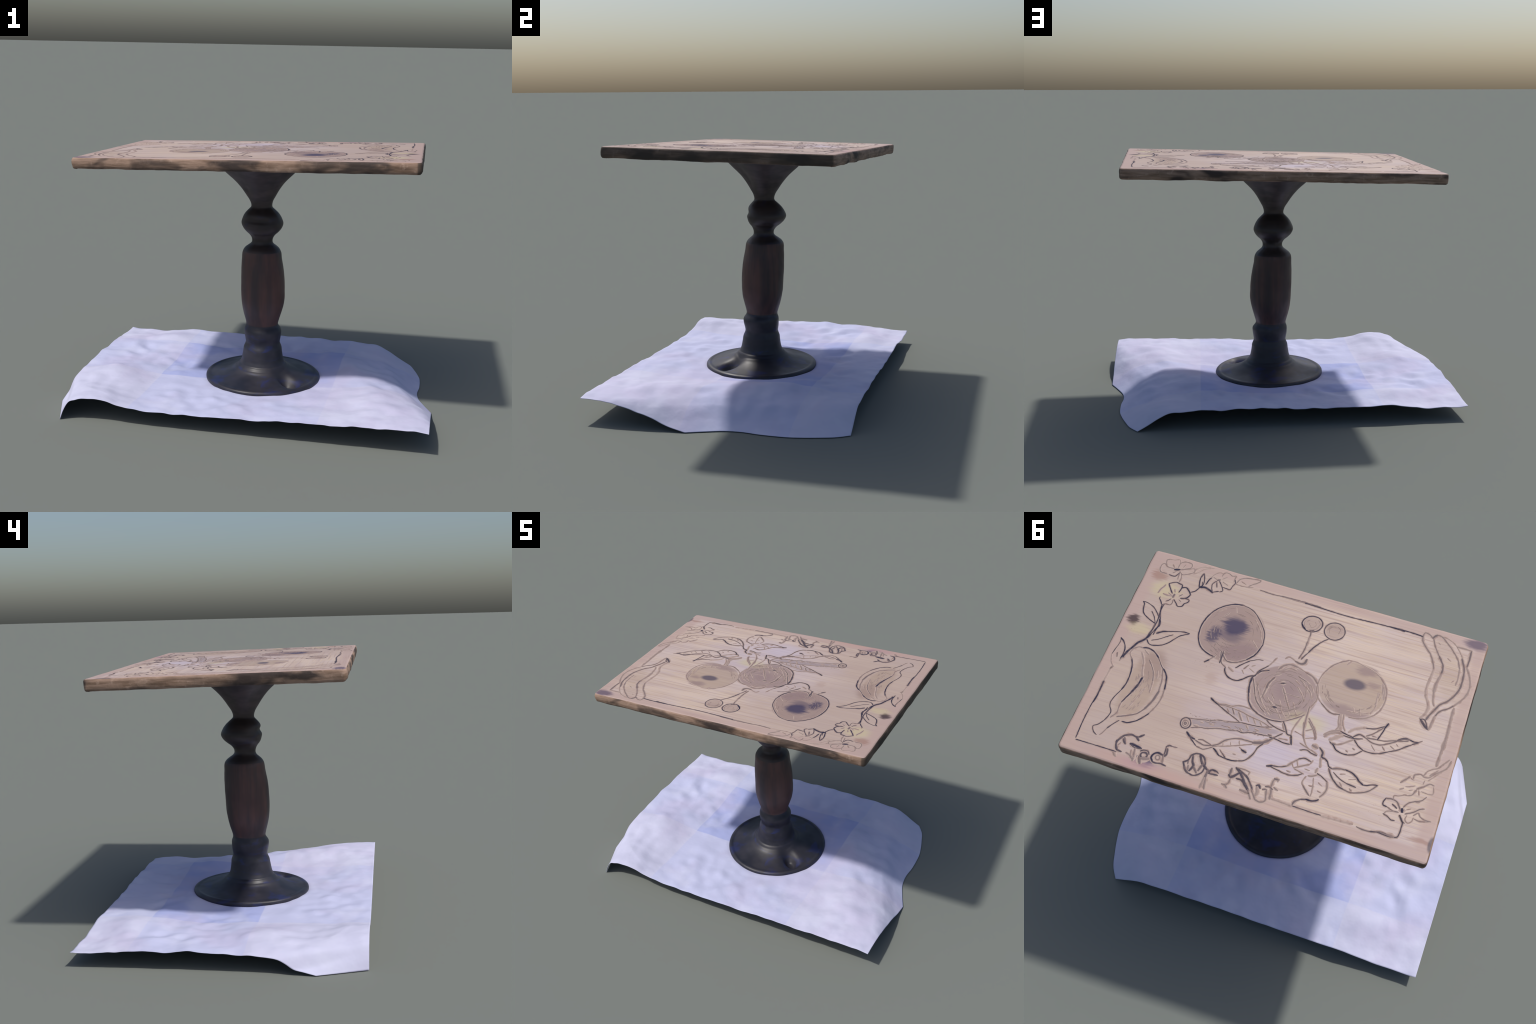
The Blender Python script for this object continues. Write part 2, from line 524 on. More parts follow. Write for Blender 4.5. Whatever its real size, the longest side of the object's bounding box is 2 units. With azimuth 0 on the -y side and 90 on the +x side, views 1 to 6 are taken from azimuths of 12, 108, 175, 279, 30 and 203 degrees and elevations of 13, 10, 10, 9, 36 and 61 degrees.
# engraved leaf
motif("engraved_leaf")
line(4, 0.8, (825, 57), (820, 20), (815, -18), (821, -41))
line(6, 1, (821, -41), (798, -23), (780, 6), (774, 44), (776, 69))
line(4, 0.4, (825, 62), (811, 97), (792, 120))
line(6, 0.7, (803, 44), (796, 64))

# engraved bud
motif("engraved_bud")
line(5, 1, (577, -440), (589, -481), (592, -510), (586, -533), (572, -502), (566, -466), (577, -448))
line(7, 0.8, (590, -511), (587, -523))
line(4, 0.9, (566, -451), (575, -482))
line(10, 0.95, (574, -447), (552, -454), (525, -447), (506, -437))
line(6, 0.9, (554, -474), (548, -507), (541, -520))
line(5, 0.8, (506, -439), (519, -464), (523, -489), (508, -513))
line(5, 0.9, (506, -439), (489, -449), (479, -454))
line(5, 0.9, (472, -453), (461, -464), (472, -484), (496, -514))
line(6, 0.8, (507, -502), (496, -476))

# engraved flower
motif("engraved_flower")
line(4, 0.5, (543, -524), (533, -546), (515, -564), (500, -565))
line(4, 0.55, (494, -548), (493, -564), (482, -575), (464, -574), (448, -566), (429, -571), (429, -556), (427, -534))
line(5, 0.8, (469, -485), (450, -483), (429, -484), (424, -509), (418, -526), (425, -546))
line(10, 0.75, (505, -518), (499, -522))
line(4, 0.5, (532, -528), (510, -520))
line(5, 0.4, (485, -533), (470, -549))
line(4, 0.4, (478, -516), (449, -504))
line(5, 0.55, (413, -529), (403, -559), (379, -575), (342, -582), (304, -586), (312, -568), (335, -548), (348, -533))
line(5, 0.45, (412, -525), (375, -523), (327, -533))
line(5, 0.4, (390, -548), (365, -538))

# engraved banana
motif("engraved_banana")
line(6, 1, (724, 51), (707, 90), (696, 140), (694, 187), (701, 228))
line(4, 0.9, (701, 228), (716, 272), (721, 307), (714, 328), (699, 351), (701, 379), (710, 406))
line(4, 0.6, (739, -4), (745, 23), (735, 40), (722, 55))
line(5, 0.8, (710, 406), (727, 433), (745, 448), (731, 473), (712, 484))
line(5, 0.6, (697, 479), (690, 468), (679, 437))
line(6, 0.85, (679, 437), (663, 408), (645, 383))
line(7, 1, (696, -24), (673, -29), (638, -19), (607, 5))
line(4, 0.8, (607, 5), (572, 47), (545, 72))
line(7, 1, (559, 57), (541, 75), (525, 104), (511, 162))
line(6, 0.6, (511, 162), (507, 213), (517, 268), (537, 317))
line(6, 1, (530, 305), (564, 352), (601, 379), (629, 382))
line(10, 1, (635, 133), (639, 178), (652, 226))
line(6, 0.9, (652, 226), (665, 263), (673, 288))
line(8, 0.45, (692, 5), (666, 46), (650, 99), (637, 129))
line(5, 0.55, (673, 288), (674, 319), (670, 345), (688, 380))
line(7, 0.6, (563, 59), (543, 115), (533, 179))
line(10, 0.75, (533, 179), (540, 234), (558, 287))
line(6, 0.7, (558, 287), (584, 324), (624, 348), (661, 366))
line(4, 0.7, (642, 32), (602, 82), (580, 138))
line(7, 0.45, (580, 138), (572, 197))
line(4, 0.35, (601, 179), (614, 236), (631, 294))
line(6, 0.5, (582, 75), (569, 114))
line(6, 0.6, (739, -4), (717, -22), (691, -21))
line(6, 0.5, (683, -13), (659, 3))
hatch(41, (735, 200), 160, 260, 46, 0.2, 3, 0.45, (140, 215), 9)

# engraved apple
motif("engraved_apple")
line(6, 1, (359, -86), (400, -96), (442, -120), (472, -168), (483, -233), (470, -307), (435, -365), (382, -404), (333, -416))
line(5, 0.85, (333, -416), (277, -401), (223, -354), (178, -291), (164, -227))
line(6, 0.95, (164, -227), (178, -165), (210, -120))
line(6, 0.7, (210, -120), (252, -91), (294, -85), (325, -113))
line(2, 0.6, (427, -282), (403, -316), (380, -354))
line(3, 0.35, (248, -355), (203, -302), (181, -251))
line(3, 0.3, (433, -341), (403, -371))
line(3, 0.3, (361, -391), (348, -361))
line(3, 0.35, (221, -237), (183, -201))
line(8, 0.9, (392, -46), (375, -65))
line(6, 0.6, (375, -65), (355, -97))
line(8, 0.8, (323, -66), (325, -103), (328, -129))
hatch(11, (329, -243), 150, 157, 40, 0.12, 2.5)
hatch(12, (300, -190), 120, 110, 45, 0.2, 4, 0.3, (20, 160), 8)

# engraved leaf
motif("engraved_leaf")
line(5, 0.7, (338, -128), (329, -97), (315, -68), (288, -50))
line(6, 1, (288, -46), (284, -31), (267, -10), (242, 2), (213, 2), (190, -13), (165, -39), (138, -52))
line(5, 0.9, (241, -63), (219, -91), (190, -122))
line(3, 0.9, (190, -122), (159, -140), (132, -146))
line(5, 0.8, (138, -52), (132, -81), (114, -104), (96, -127))
line(5, 0.5, (96, -127), (85, -152), (75, -180))
line(5, 0.8, (129, -82), (110, -92), (87, -100))
line(4, 0.7, (203, -70), (187, -99))
line(3, 0.6, (172, -97), (158, -106))
line(9, 0.4, (272, -55), (247, -41))
line(4, 0.4, (208, -61), (194, -46))
line(3, 0.4, (178, -82), (150, -68))

# engraved cherry
motif("engraved_cherry")
ring(5, 0.95, (-21, -422), 50, 46, -160)
line(7, 0.9, (29, -410), (20, -399), (3, -383))
line(5, 0.8, (-20, -384), (-40, -388))
line(5, 0.75, (-27, -383), (-33, -357), (-33, -311), (-33, -269), (-24, -211))
line(7, 0.5, (-33, -346), (-36, -295))
ring(5, 0.85, (-137, -416), 50, 50, -161)
line(5, 0.85, (-121, -363), (-97, -337), (-84, -317))
line(7, 0.85, (-86, -319), (-69, -291), (-57, -260))
line(5, 0.8, (-57, -260), (-43, -231), (-36, -211))
line(6, 0.5, (35, -190), (25, -204), (8, -203), (-17, -191))
line(10, 0.7, (-17, -191), (-41, -186), (-58, -195), (-62, -217))
hatch(51, (-137, -416), 42, 42, 7, 0.1, 3, 0.3)
hatch(52, (-21, -422), 42, 40, 7, 0.1, 3, 0.3)

# engraved apple
motif("engraved_apple")
line(6, 0.8, (88, -103), (117, -86), (133, -67), (148, -38))
line(9, 0.9, (148, -38), (147, -1), (135, 48))
line(7, 0.85, (135, 48), (119, 88), (93, 118), (58, 138))
line(6, 0.85, (58, 138), (15, 149), (-24, 148), (-61, 141))
line(4, 0.7, (-61, 141), (-95, 118), (-128, 92), (-149, 72))
line(9, 0.6, (44, -125), (28, -151), (1, -166), (-37, -164))
line(5, 0.45, (-37, -164), (-82, -149))
line(8, 0.6, (-82, -149), (-121, -136), (-153, -107))
line(5, 0.5, (-153, -107), (-168, -72), (-176, -22), (-161, 26))
line(5, 0.75, (141, -34), (115, 21), (93, 66), (60, 100), (33, 120))
line(4, 0.55, (120, -24), (91, 32), (63, 69))
line(9, 0.75, (49, -73), (64, -37), (66, -3))
line(7, 0.6, (66, -3), (68, 47))
line(7, 0.4, (18, -131), (-6, -146), (-36, -143))
line(4, 0.7, (-56, -116), (-98, -101))
line(4, 0.45, (-48, -90), (-77, -73))
line(5, 0.4, (-108, -74), (-136, -48), (-152, -17))
line(5, 0.4, (-71, -58), (-100, -28), (-123, 3))
line(5, 0.55, (-5, -35), (-23, -8), (-43, 25), (-71, 67))
line(2, 0.6, (-17, -9), (-60, -7), (-99, -8))
line(4, 0.45, (46, 39), (23, 64), (4, 84))
line(3, 0.4, (30, 27), (11, 50))
line(3, 0.4, (30, 90), (-4, 123))
line(5, 0.5, (-11, 88), (-32, 107), (-48, 127))
line(3, 0.35, (-12, 35), (-26, 57), (-43, 90), (-69, 116))
line(3, 0.35, (-66, 75), (-89, 103))
line(3, 0.35, (-77, 26), (-97, 61), (-115, 87))
line(3, 0.3, (68, 64), (39, 96), (5, 129))
line(3, 0.35, (81, 75), (44, 114), (20, 134))
line(4, 0.35, (-101, -102), (-129, -85), (-151, -53))
line(3, 0.3, (-67, -110), (-96, -83), (-126, -44))
line(12, 0.85, (7, -55), (-6, -60))
line(14, 0.8, (1, 79), (-8, 79))
line(12, 0.5, (45, -94), (31, -103))
line(6, 0.45, (28, 56), (9, 69))
hatch(21, (-18, -6), 150, 140, 75, 0.25, 3.5, 0.3)
hatch(22, (-18, -6), 140, 130, 30, 0.4, 3, 0.5, (10, 170))

# engraved apple
motif("engraved_apple")
line(5, 0.45, (-153, -107), (-155, -144), (-165, -182))
line(5, 0.6, (-165, -182), (-186, -223), (-215, -255), (-253, -281))
line(4, 0.35, (-253, -281), (-286, -284), (-332, -274), (-381, -261), (-422, -238))
line(8, 0.45, (-422, -238), (-455, -203), (-473, -166))
line(5, 0.5, (-473, -166), (-478, -115), (-470, -67), (-451, -31))
line(5, 0.5, (-451, -31), (-420, -6), (-384, 10), (-344, 16))
line(5, 0.7, (-300, 16), (-271, 23), (-241, 14), (-201, -14))
line(5, 0.5, (-201, -14), (-170, -46), (-157, -81), (-153, -107))
line(12, 0.35, (-444, -202), (-462, -169), (-468, -131))
line(5, 0.35, (-439, -115), (-443, -74), (-433, -34))
line(4, 0.3, (-436, -153), (-439, -108))
line(6, 0.3, (-326, -13), (-362, -16), (-396, -21), (-425, -35))
line(4, 0.25, (-348, -40), (-359, -15))
line(4, 0.25, (-379, -41), (-391, -10))
line(6, 0.3, (-252, -256), (-264, -274))
hatch(31, (-314, -133), 150, 140, 30, 0.1, 3, 0.75, (10, 200), 16)

# engraved twig
motif("engraved_twig")
line(6, 0.45, (-300, 16), (-306, 52), (-315, 81), (-307, 99))
line(6, 0.45, (-320, 9), (-327, 54), (-349, 91))
line(12, 0.3, (-309, 19), (-320, 63), (-327, 92))
line(12, 0.4, (-271, 147), (-284, 130), (-311, 111), (-337, 108))
line(12, 0.35, (-298, 157), (-324, 135), (-351, 116))
line(6, 0.5, (-265, 140), (-281, 120), (-308, 103), (-328, 96))
line(6, 0.55, (-157, 24), (-161, 74), (-165, 111), (-174, 162), (-188, 194))
line(5, 0.6, (-174, 82), (-201, 111), (-226, 144), (-237, 177))
line(6, 0.45, (-145, 70), (-130, 124), (-122, 174), (-131, 214))
line(10, 0.8, (-270, 213), (-288, 229), (-291, 252))
line(12, 0.6, (-236, 210), (-257, 215))
line(5, 0.8, (-188, 252), (-215, 242), (-242, 251), (-268, 254))
line(4, 0.6, (-176, 218), (-213, 230))
line(5, 0.5, (-237, 234), (-263, 247))
line(7, 0.4, (-260, 285), (-255, 302))
line(8, 0.4, (-289, 259), (-301, 304))
line(10, 0.4, (-292, 316), (-290, 335))

# engraved leaf
motif("engraved_leaf")
line(5, 0.5, (-159, 111), (-172, 157), (-188, 195), (-216, 229), (-249, 239), (-268, 248))
line(5, 0.6, (-179, 97), (-210, 131), (-229, 162), (-232, 180))
line(4, 0.5, (-180, 149), (-210, 131))
line(3, 0.4, (-191, 188), (-229, 171))
line(3, 0.4, (-134, 167), (-174, 178))
line(4, 0.5, (-181, 150), (-205, 132))

# engraved leaf
motif("engraved_leaf")
line(5, 0.9, (-332, 100), (-367, 107), (-396, 113), (-409, 127), (-432, 147), (-457, 160))
line(5, 0.85, (-457, 160), (-490, 161), (-525, 153), (-564, 130), (-603, 106), (-631, 80), (-657, 59))
line(8, 0.85, (-659, 56), (-681, 39))
line(3, 0.7, (-680, 38), (-696, 25))
line(6, 0.8, (-395, 107), (-409, 92), (-423, 86), (-445, 93))
line(5, 0.7, (-445, 93), (-482, 108), (-522, 107), (-557, 87), (-586, 66))
line(9, 0.7, (-596, 55), (-619, 41), (-638, 39))
line(5, 0.9, (-586, 66), (-595, 52), (-618, 36), (-637, 37), (-660, 42), (-680, 38))
line(5, 0.75, (-455, 92), (-495, 87), (-536, 81), (-565, 69), (-595, 60), (-635, 48))
line(3, 0.6, (-532, 112), (-548, 128))
line(3, 0.6, (-565, 97), (-587, 108))
line(4, 0.5, (-483, 120), (-506, 143))
line(3, 0.4, (-590, 80), (-600, 88))
line(5, 0.85, (-351, 116), (-378, 116), (-405, 114), (-437, 104))

# engraved leaf
motif("engraved_leaf")
line(6, 0.9, (-302, 168), (-322, 179), (-338, 196), (-369, 206), (-398, 205))
line(5, 0.85, (-398, 205), (-427, 192), (-453, 164))
line(8, 0.7, (-309, 172), (-331, 172))
line(6, 0.5, (-331, 173), (-359, 157), (-388, 131), (-410, 113))
line(5, 0.6, (-384, 186), (-393, 190))
line(5, 0.6, (-410, 164), (-419, 169))

# engraved leaf
motif("engraved_leaf")
line(9, 0.3, (-368, 91), (-390, 67), (-435, 42))
line(5, 0.8, (-436, 45), (-469, 38), (-492, 25), (-512, 9))
line(9, 0.95, (-517, 16), (-526, -9))
line(5, 0.9, (-518, 19), (-511, 50), (-502, 85))
line(4, 0.75, (-448, 85), (-476, 62), (-496, 37), (-514, 14))
line(3, 0.6, (-472, 74), (-494, 75))

# engraved leaf
motif("engraved_leaf")
line(7, 0.95, (-292, 255), (-310, 258), (-324, 268))
line(5, 0.9, (-324, 268), (-336, 288), (-354, 294))
line(7, 0.7, (-354, 294), (-383, 283), (-414, 279))
line(7, 1, (-414, 279), (-442, 284), (-467, 297), (-486, 314), (-506, 325))
line(5, 0.9, (-506, 325), (-523, 322), (-546, 311), (-569, 306))
line(7, 0.85, (-340, 299), (-356, 324), (-377, 347), (-405, 367), (-432, 375))
line(5, 0.7, (-432, 375), (-462, 379), (-496, 370), (-531, 352), (-553, 330), (-569, 306))
line(4, 0.8, (-365, 309), (-399, 330), (-434, 342))
line(6, 0.85, (-434, 342), (-479, 347))
line(5, 0.4, (-396, 307), (-416, 300))
line(6, 0.5, (-407, 348), (-419, 362))
line(6, 0.5, (-457, 363), (-467, 369))
line(3, 0.4, (-439, 322), (-472, 308))

# engraved leaf
motif("engraved_leaf")
line(8, 0.95, (-74, 378), (-98, 368))
line(5, 0.8, (-98, 368), (-131, 362), (-159, 348))
line(6, 0.55, (-159, 348), (-175, 324), (-199, 297))
line(6, 0.85, (-198, 296), (-222, 285), (-251, 291))
line(5, 0.8, (-90, 375), (-119, 380), (-154, 386), (-186, 387), (-215, 377), (-237, 362))
line(5, 0.6, (-191, 346), (-220, 327), (-251, 307))
line(4, 0.6, (-195, 350), (-222, 356), (-242, 361))
line(7, 0.5, (-167, 370), (-181, 371))
line(4, 0.4, (-177, 329), (-188, 344))
line(4, 0.4, (-193, 305), (-206, 335))
line(4, 0.5, (-239, 335), (-261, 336))

# engraved bud
motif("engraved_bud")
line(5, 0.5, (-256, 369), (-249, 398), (-258, 416))
line(6, 0.75, (-258, 416), (-278, 435), (-297, 452))
line(5, 0.8, (-299, 338), (-327, 349), (-353, 364))
line(6, 0.6, (-353, 364), (-362, 394), (-357, 423), (-345, 444))
line(5, 0.6, (-264, 363), (-284, 357), (-301, 344))
line(4, 0.5, (-290, 366), (-299, 398), (-304, 432), (-304, 456))
line(4, 0.5, (-282, 407), (-305, 405))
line(8, 0.75, (-243, 518), (-249, 499), (-268, 483))
line(5, 0.8, (-268, 483), (-292, 475), (-304, 473))
line(8, 0.9, (-292, 475), (-313, 475), (-332, 469), (-342, 460))
line(4, 0.4, (-318, 380), (-338, 391))
line(4, 0.4, (-326, 419), (-344, 424))

# engraved cinnamon stick
motif("engraved_cinnamon_stick")
line(4, 0.75, (363, 267), (329, 261), (287, 252), (251, 244), (214, 229), (161, 220), (110, 207))
line(4, 0.8, (110, 207), (55, 203), (15, 197), (-29, 182))
line(4, 0.75, (319, 307), (282, 293), (250, 288), (203, 271), (158, 264))
line(4, 0.8, (158, 264), (118, 253), (89, 255), (62, 244), (28, 238), (-12, 234), (-30, 231))
ring(6, 0.8, (351, 293), 24, 28, -161)
ring(4, 0.6, (351, 295), 14, 16, -160)
ring(5, 0.7, (352, 295), 5, 6, -158)
line(5, 0.9, (-35, 235), (-68, 236), (-106, 242), (-133, 240))
line(7, 0.9, (-141, 239), (-135, 222), (-125, 194))
line(6, 0.85, (-123, 195), (-106, 194), (-92, 171), (-69, 137))
line(5, 0.8, (5, 157), (-20, 171), (-54, 181), (-95, 186))
line(8, 0.5, (-71, 150), (-86, 176))
line(5, 0.5, (5, 195), (-29, 196))
line(9, 0.7, (-28, 225), (-40, 227))
line(6, 0.5, (162, 247), (150, 250))
line(6, 0.4, (106, 240), (94, 249))
line(6, 0.4, (85, 214), (74, 226))
line(9, 0.4, (308, 292), (290, 293))
line(7, 0.3, (246, 261), (227, 261))
line(6, 0.45, (41, 218), (23, 221))
line(5, 0.4, (-78, 226), (-118, 222))
line(6, 0.3, (287, 266), (276, 265))
line(6, 0.3, (29, 236), (18, 235))
hatch(61, (153, 241), 215, 20, 40, 0.15, 4, 0.1, (0, 360), 8)

# engraved leaf
motif("engraved_leaf")
line(8, 1, (289, 131), (270, 142), (244, 152))
line(4, 0.6, (262, 142), (245, 148), (217, 141), (183, 139), (154, 126), (127, 123), (98, 125))
line(6, 1, (226, 161), (215, 167), (182, 181))
line(4, 0.8, (246, 154), (215, 167), (182, 181), (152, 193), (121, 207))
line(4, 0.6, (244, 151), (214, 147), (180, 148), (130, 153), (84, 163), (25, 171), (-13, 183))
line(5, 0.7, (176, 150), (158, 176))
line(6, 0.6, (141, 160), (114, 196))
line(5, 0.45, (100, 165), (82, 191))
line(5, 0.45, (64, 171), (48, 192))
line(5, 0.4, (31, 176), (18, 190))
line(4, 0.5, (199, 158), (185, 172))

# engraved leaf
motif("engraved_leaf")
line(9, 1, (327, 336), (307, 351), (284, 357))
line(5, 0.9, (318, 344), (289, 368), (264, 387))
line(4, 0.7, (264, 387), (236, 393), (221, 391), (190, 370))
line(7, 0.95, (183, 374), (172, 380), (148, 399))
line(5, 1, (148, 399), (118, 404), (83, 404), (58, 397))
line(5, 0.8, (58, 397), (32, 386), (13, 361), (3, 336), (-4, 303), (-20, 278))
line(5, 0.7, (277, 361), (252, 368), (228, 372), (193, 361))
line(6, 0.65, (193, 361), (169, 345), (149, 319), (122, 300), (88, 288), (55, 286), (25, 285))
line(13, 0.7, (24, 287), (-13, 274), (-38, 253))
line(9, 0.75, (-38, 253), (-59, 227))
line(5, 0.8, (-59, 227), (-85, 199))
line(5, 0.7, (264, 353), (245, 349), (224, 354), (199, 361))
line(3, 0.6, (192, 365), (153, 351), (116, 337), (69, 316), (26, 296))
line(3, 0.7, (154, 370), (138, 383))
line(7, 0.8, (138, 383), (117, 401))
line(4, 0.6, (75, 330), (58, 337))
line(9, 0.95, (60, 339), (39, 345))
line(5, 0.5, (90, 370), (79, 370))
line(3, 0.5, (151, 335), (147, 349))
line(3, 0.4, (121, 318), (116, 332))
line(4, 0.4, (86, 300), (80, 316))

# engraved banana
motif("engraved_banana")
line(7, 0.55, (-546, -531), (-554, -503), (-579, -472), (-608, -442), (-631, -400), (-645, -366))
line(9, 0.35, (-645, -366), (-642, -316), (-639, -267), (-644, -220), (-661, -188), (-674, -155), (-669, -116), (-653, -87))
line(6, 0.6, (-546, -531), (-552, -554), (-574, -551), (-594, -537))
line(10, 0.7, (-594, -537), (-603, -551), (-609, -558))
line(6, 0.6, (-599, -534), (-619, -491), (-652, -442))
line(9, 0.65, (-652, -442), (-680, -398), (-685, -350))
line(11, 0.5, (-685, -350), (-676, -294), (-677, -246))
line(8, 0.4, (-677, -246), (-686, -197), (-697, -173))
line(6, 0.6, (-605, -557), (-629, -560), (-670, -529), (-708, -492), (-739, -453), (-759, -406))
line(7, 0.4, (-759, -406), (-765, -350), (-763, -315))
line(5, 0.35, (-629, -560), (-663, -557), (-705, -536), (-739, -498), (-766, -457))
line(9, 0.65, (-756, -464), (-779, -413), (-787, -357), (-786, -299), (-771, -251))
line(8, 0.75, (-771, -251), (-749, -215), (-721, -186), (-706, -153), (-689, -114), (-681, -88))
line(9, 0.4, (-791, -422), (-812, -385), (-828, -333), (-826, -284), (-809, -241), (-784, -203))
line(6, 0.75, (-784, -203), (-759, -176), (-730, -152), (-715, -118))
line(9, 0.5, (-715, -118), (-712, -89), (-709, -56), (-705, -41))
line(13, 0.85, (-662, -77), (-678, -61), (-696, -45))
line(5, 0.8, (-654, -83), (-678, -84), (-702, -40))
line(4, 0.35, (-628, -519), (-638, -512))
line(6, 0.3, (-692, -446), (-707, -437))
line(4, 0.3, (-741, -322), (-749, -334))

# engraved flower
motif("engraved_flower")
line(5, 0.7, (-694, 383), (-674, 356), (-649, 348), (-621, 353))
line(5, 0.9, (-621, 353), (-615, 372), (-618, 388), (-636, 391))
line(4, 0.7, (-636, 391), (-665, 401), (-691, 400))
line(4, 0.5, (-673, 403), (-642, 411), (-634, 429))
line(5, 0.85, (-631, 428), (-652, 435), (-670, 445), (-685, 444))
line(4, 0.5, (-654, 350), (-652, 330), (-672, 323), (-695, 310), (-707, 310))
line(4, 0.65, (-705, 370), (-720, 344), (-745, 327), (-772, 313), (-788, 290))
line(5, 0.65, (-721, 398), (-752, 379), (-776, 356), (-793, 348))
line(5, 0.8, (-699, 414), (-717, 437), (-729, 441))
line(4, 0.45, (-730, 404), (-728, 425), (-743, 436), (-757, 423), (-760, 405))
line(4, 0.6, (-757, 394), (-774, 375), (-785, 388), (-806, 397), (-836, 397))
line(4, 0.6, (-764, 408), (-791, 411), (-836, 397))
line(5, 0.9, (-656, 371), (-679, 384))
line(3, 0.5, (-722, 377), (-738, 367))
line(14, 0.9, (-703, 382), (-705, 391))
line(9, 0.4, (-702, 413), (-700, 418))
line(9, 0.45, (-753, 328), (-764, 324))

# engraved flower
motif("engraved_flower")
line(6, 0.55, (-661, 258), (-675, 240), (-692, 217))
line(5, 0.6, (-709, 224), (-710, 202), (-730, 190), (-746, 193))
line(6, 0.35, (-701, 222), (-713, 226))
line(5, 0.55, (-742, 260), (-764, 243), (-785, 223), (-804, 225))
line(4, 0.35, (-806, 233), (-811, 265), (-791, 272), (-760, 270))
line(5, 0.55, (-737, 270), (-726, 299), (-710, 309))
line(4, 0.4, (-688, 270), (-705, 264), (-725, 253))
line(6, 0.5, (-667, 290), (-680, 281))
line(4, 0.4, (-757, 233), (-760, 215))
line(4, 0.35, (-748, 270), (-755, 293))
line(9, 0.4, (-739, 263), (-746, 260))
line(3, 0.35, (-706, 283), (-720, 276))
line(5, 0.5, (-747, 197), (-758, 167), (-779, 147), (-799, 135), (-818, 107), (-837, 78))
line(6, 0.5, (-747, 197), (-773, 193), (-793, 168), (-814, 148), (-837, 122), (-846, 83))
line(4, 0.35, (-773, 210), (-796, 180), (-818, 150))
line(5, 0.4, (-774, 183), (-802, 147))

# engraved lettering
motif("engraved_lettering")
line(9, 0.75, (593, 523), (607, 497), (605, 474), (589, 446))
line(8, 0.8, (589, 446), (562, 432), (535, 436), (518, 448))
line(5, 0.7, (553, 433), (521, 431), (504, 414))
line(8, 0.7, (522, 429), (507, 416))
line(7, 0.6, (582, 457), (568, 484))
line(7, 0.75, (611, 481), (605, 506), (592, 523), (571, 527))
line(9, 0.75, (585, 466), (570, 482))
line(4, 0.5, (597, 500), (590, 486))
line(7, 0.55, (545, 524), (527, 530), (513, 542))
line(10, 0.85, (544, 476), (522, 477), (493, 483))
line(5, 0.75, (545, 476), (524, 487), (492, 485))
line(8, 0.55, (516, 493), (510, 518), (504, 551))
line(6, 0.45, (529, 506), (521, 530), (507, 537))
line(11, 0.4, (599, 543), (587, 554))
ring(8, 0.75, (466, 510), 15, 14, -161)
line(6, 0.75, (488, 495), (475, 486), (456, 485), (446, 498))
line(12, 0.6, (482, 526), (469, 551))
line(16, 0.5, (468, 527), (444, 521))
line(7, 0.85, (382, 482), (411, 478), (427, 491), (430, 510), (417, 527))
line(7, 0.8, (417, 527), (398, 529), (378, 524), (355, 528))
line(7, 0.5, (381, 484), (373, 517))
line(5, 0.7, (381, 478), (383, 455), (386, 435))
line(7, 0.8, (386, 435), (376, 426), (365, 426))
line(4, 0.6, (365, 426), (339, 425))
line(9, 0.75, (376, 447), (371, 472), (380, 487))
ring(5, 0.5, (402, 500), 10, 11, -160)
line(7, 0.75, (285, 483), (268, 465), (263, 440), (248, 424))
line(7, 0.75, (248, 424), (227, 421), (205, 431), (191, 453), (185, 480))
line(6, 0.75, (185, 480), (187, 501), (203, 522), (223, 531), (249, 526))
line(9, 0.75, (249, 526), (265, 514), (285, 483))
line(9, 0.7, (255, 440), (247, 467), (236, 486), (244, 513))
line(10, 0.7, (226, 424), (205, 458), (177, 480))
line(9, 0.8, (203, 463), (177, 480), (158, 488))
line(8, 0.65, (232, 491), (212, 513))
line(9, 0.65, (200, 471), (207, 499))
line(9, 0.55, (257, 494), (253, 510))
line(5, 0.6, (268, 465), (263, 484))
line(9, 1, (159, 487), (147, 477), (128, 478))
line(5, 0.9, (128, 478), (118, 483))
line(7, 0.8, (166, 497), (150, 497), (119, 495))
line(10, 0.6, (167, 486), (166, 508), (166, 529))
line(8, 0.45, (167, 526), (168, 550), (169, 576))
line(8, 0.5, (162, 525), (155, 557), (150, 575))
line(8, 0.65, (68, 442), (67, 462), (68, 477))
line(10, 0.75, (68, 477), (57, 483), (45, 471), (29, 451))
line(10, 0.8, (49, 433), (25, 449), (6, 470))
line(11, 0.7, (6, 470), (-11, 493), (-36, 518))
line(7, 0.5, (-36, 518), (-60, 553))
line(6, 0.7, (37, 434), (1, 453), (-20, 468), (-44, 496))
line(7, 0.7, (-3, 452), (-20, 468), (-44, 496), (-55, 516))
line(7, 0.7, (31, 481), (11, 481), (-4, 491))
line(9, 0.4, (-15, 496), (-31, 515))
line(6, 0.55, (57, 493), (57, 512), (67, 525), (84, 527))
line(8, 0.5, (69, 526), (59, 537))
line(9, 0.5, (-4, 527), (-27, 529), (-41, 531))
line(4, 0.55, (46, 429), (18, 427), (-13, 431))
line(5, 0.45, (-12, 446), (-14, 433))
line(8, 0.7, (-65, 484), (-74, 478), (-83, 490))
line(10, 0.45, (-69, 492), (-78, 513), (-75, 528))
line(6, 0.55, (-48, 509), (-64, 528), (-81, 550))
line(6, 0.5, (-81, 550), (-106, 554), (-124, 542), (-121, 522), (-113, 489))
line(7, 0.6, (-97, 492), (-107, 488))
line(6, 0.65, (-104, 475), (-120, 471), (-136, 478))
line(8, 0.55, (-132, 480), (-136, 497), (-140, 525))
line(6, 0.5, (-127, 467), (-127, 440), (-131, 426))
line(9, 0.65, (-131, 426), (-146, 425))
line(5, 0.5, (-146, 425), (-147, 435))
line(6, 0.55, (-141, 467), (-159, 475))



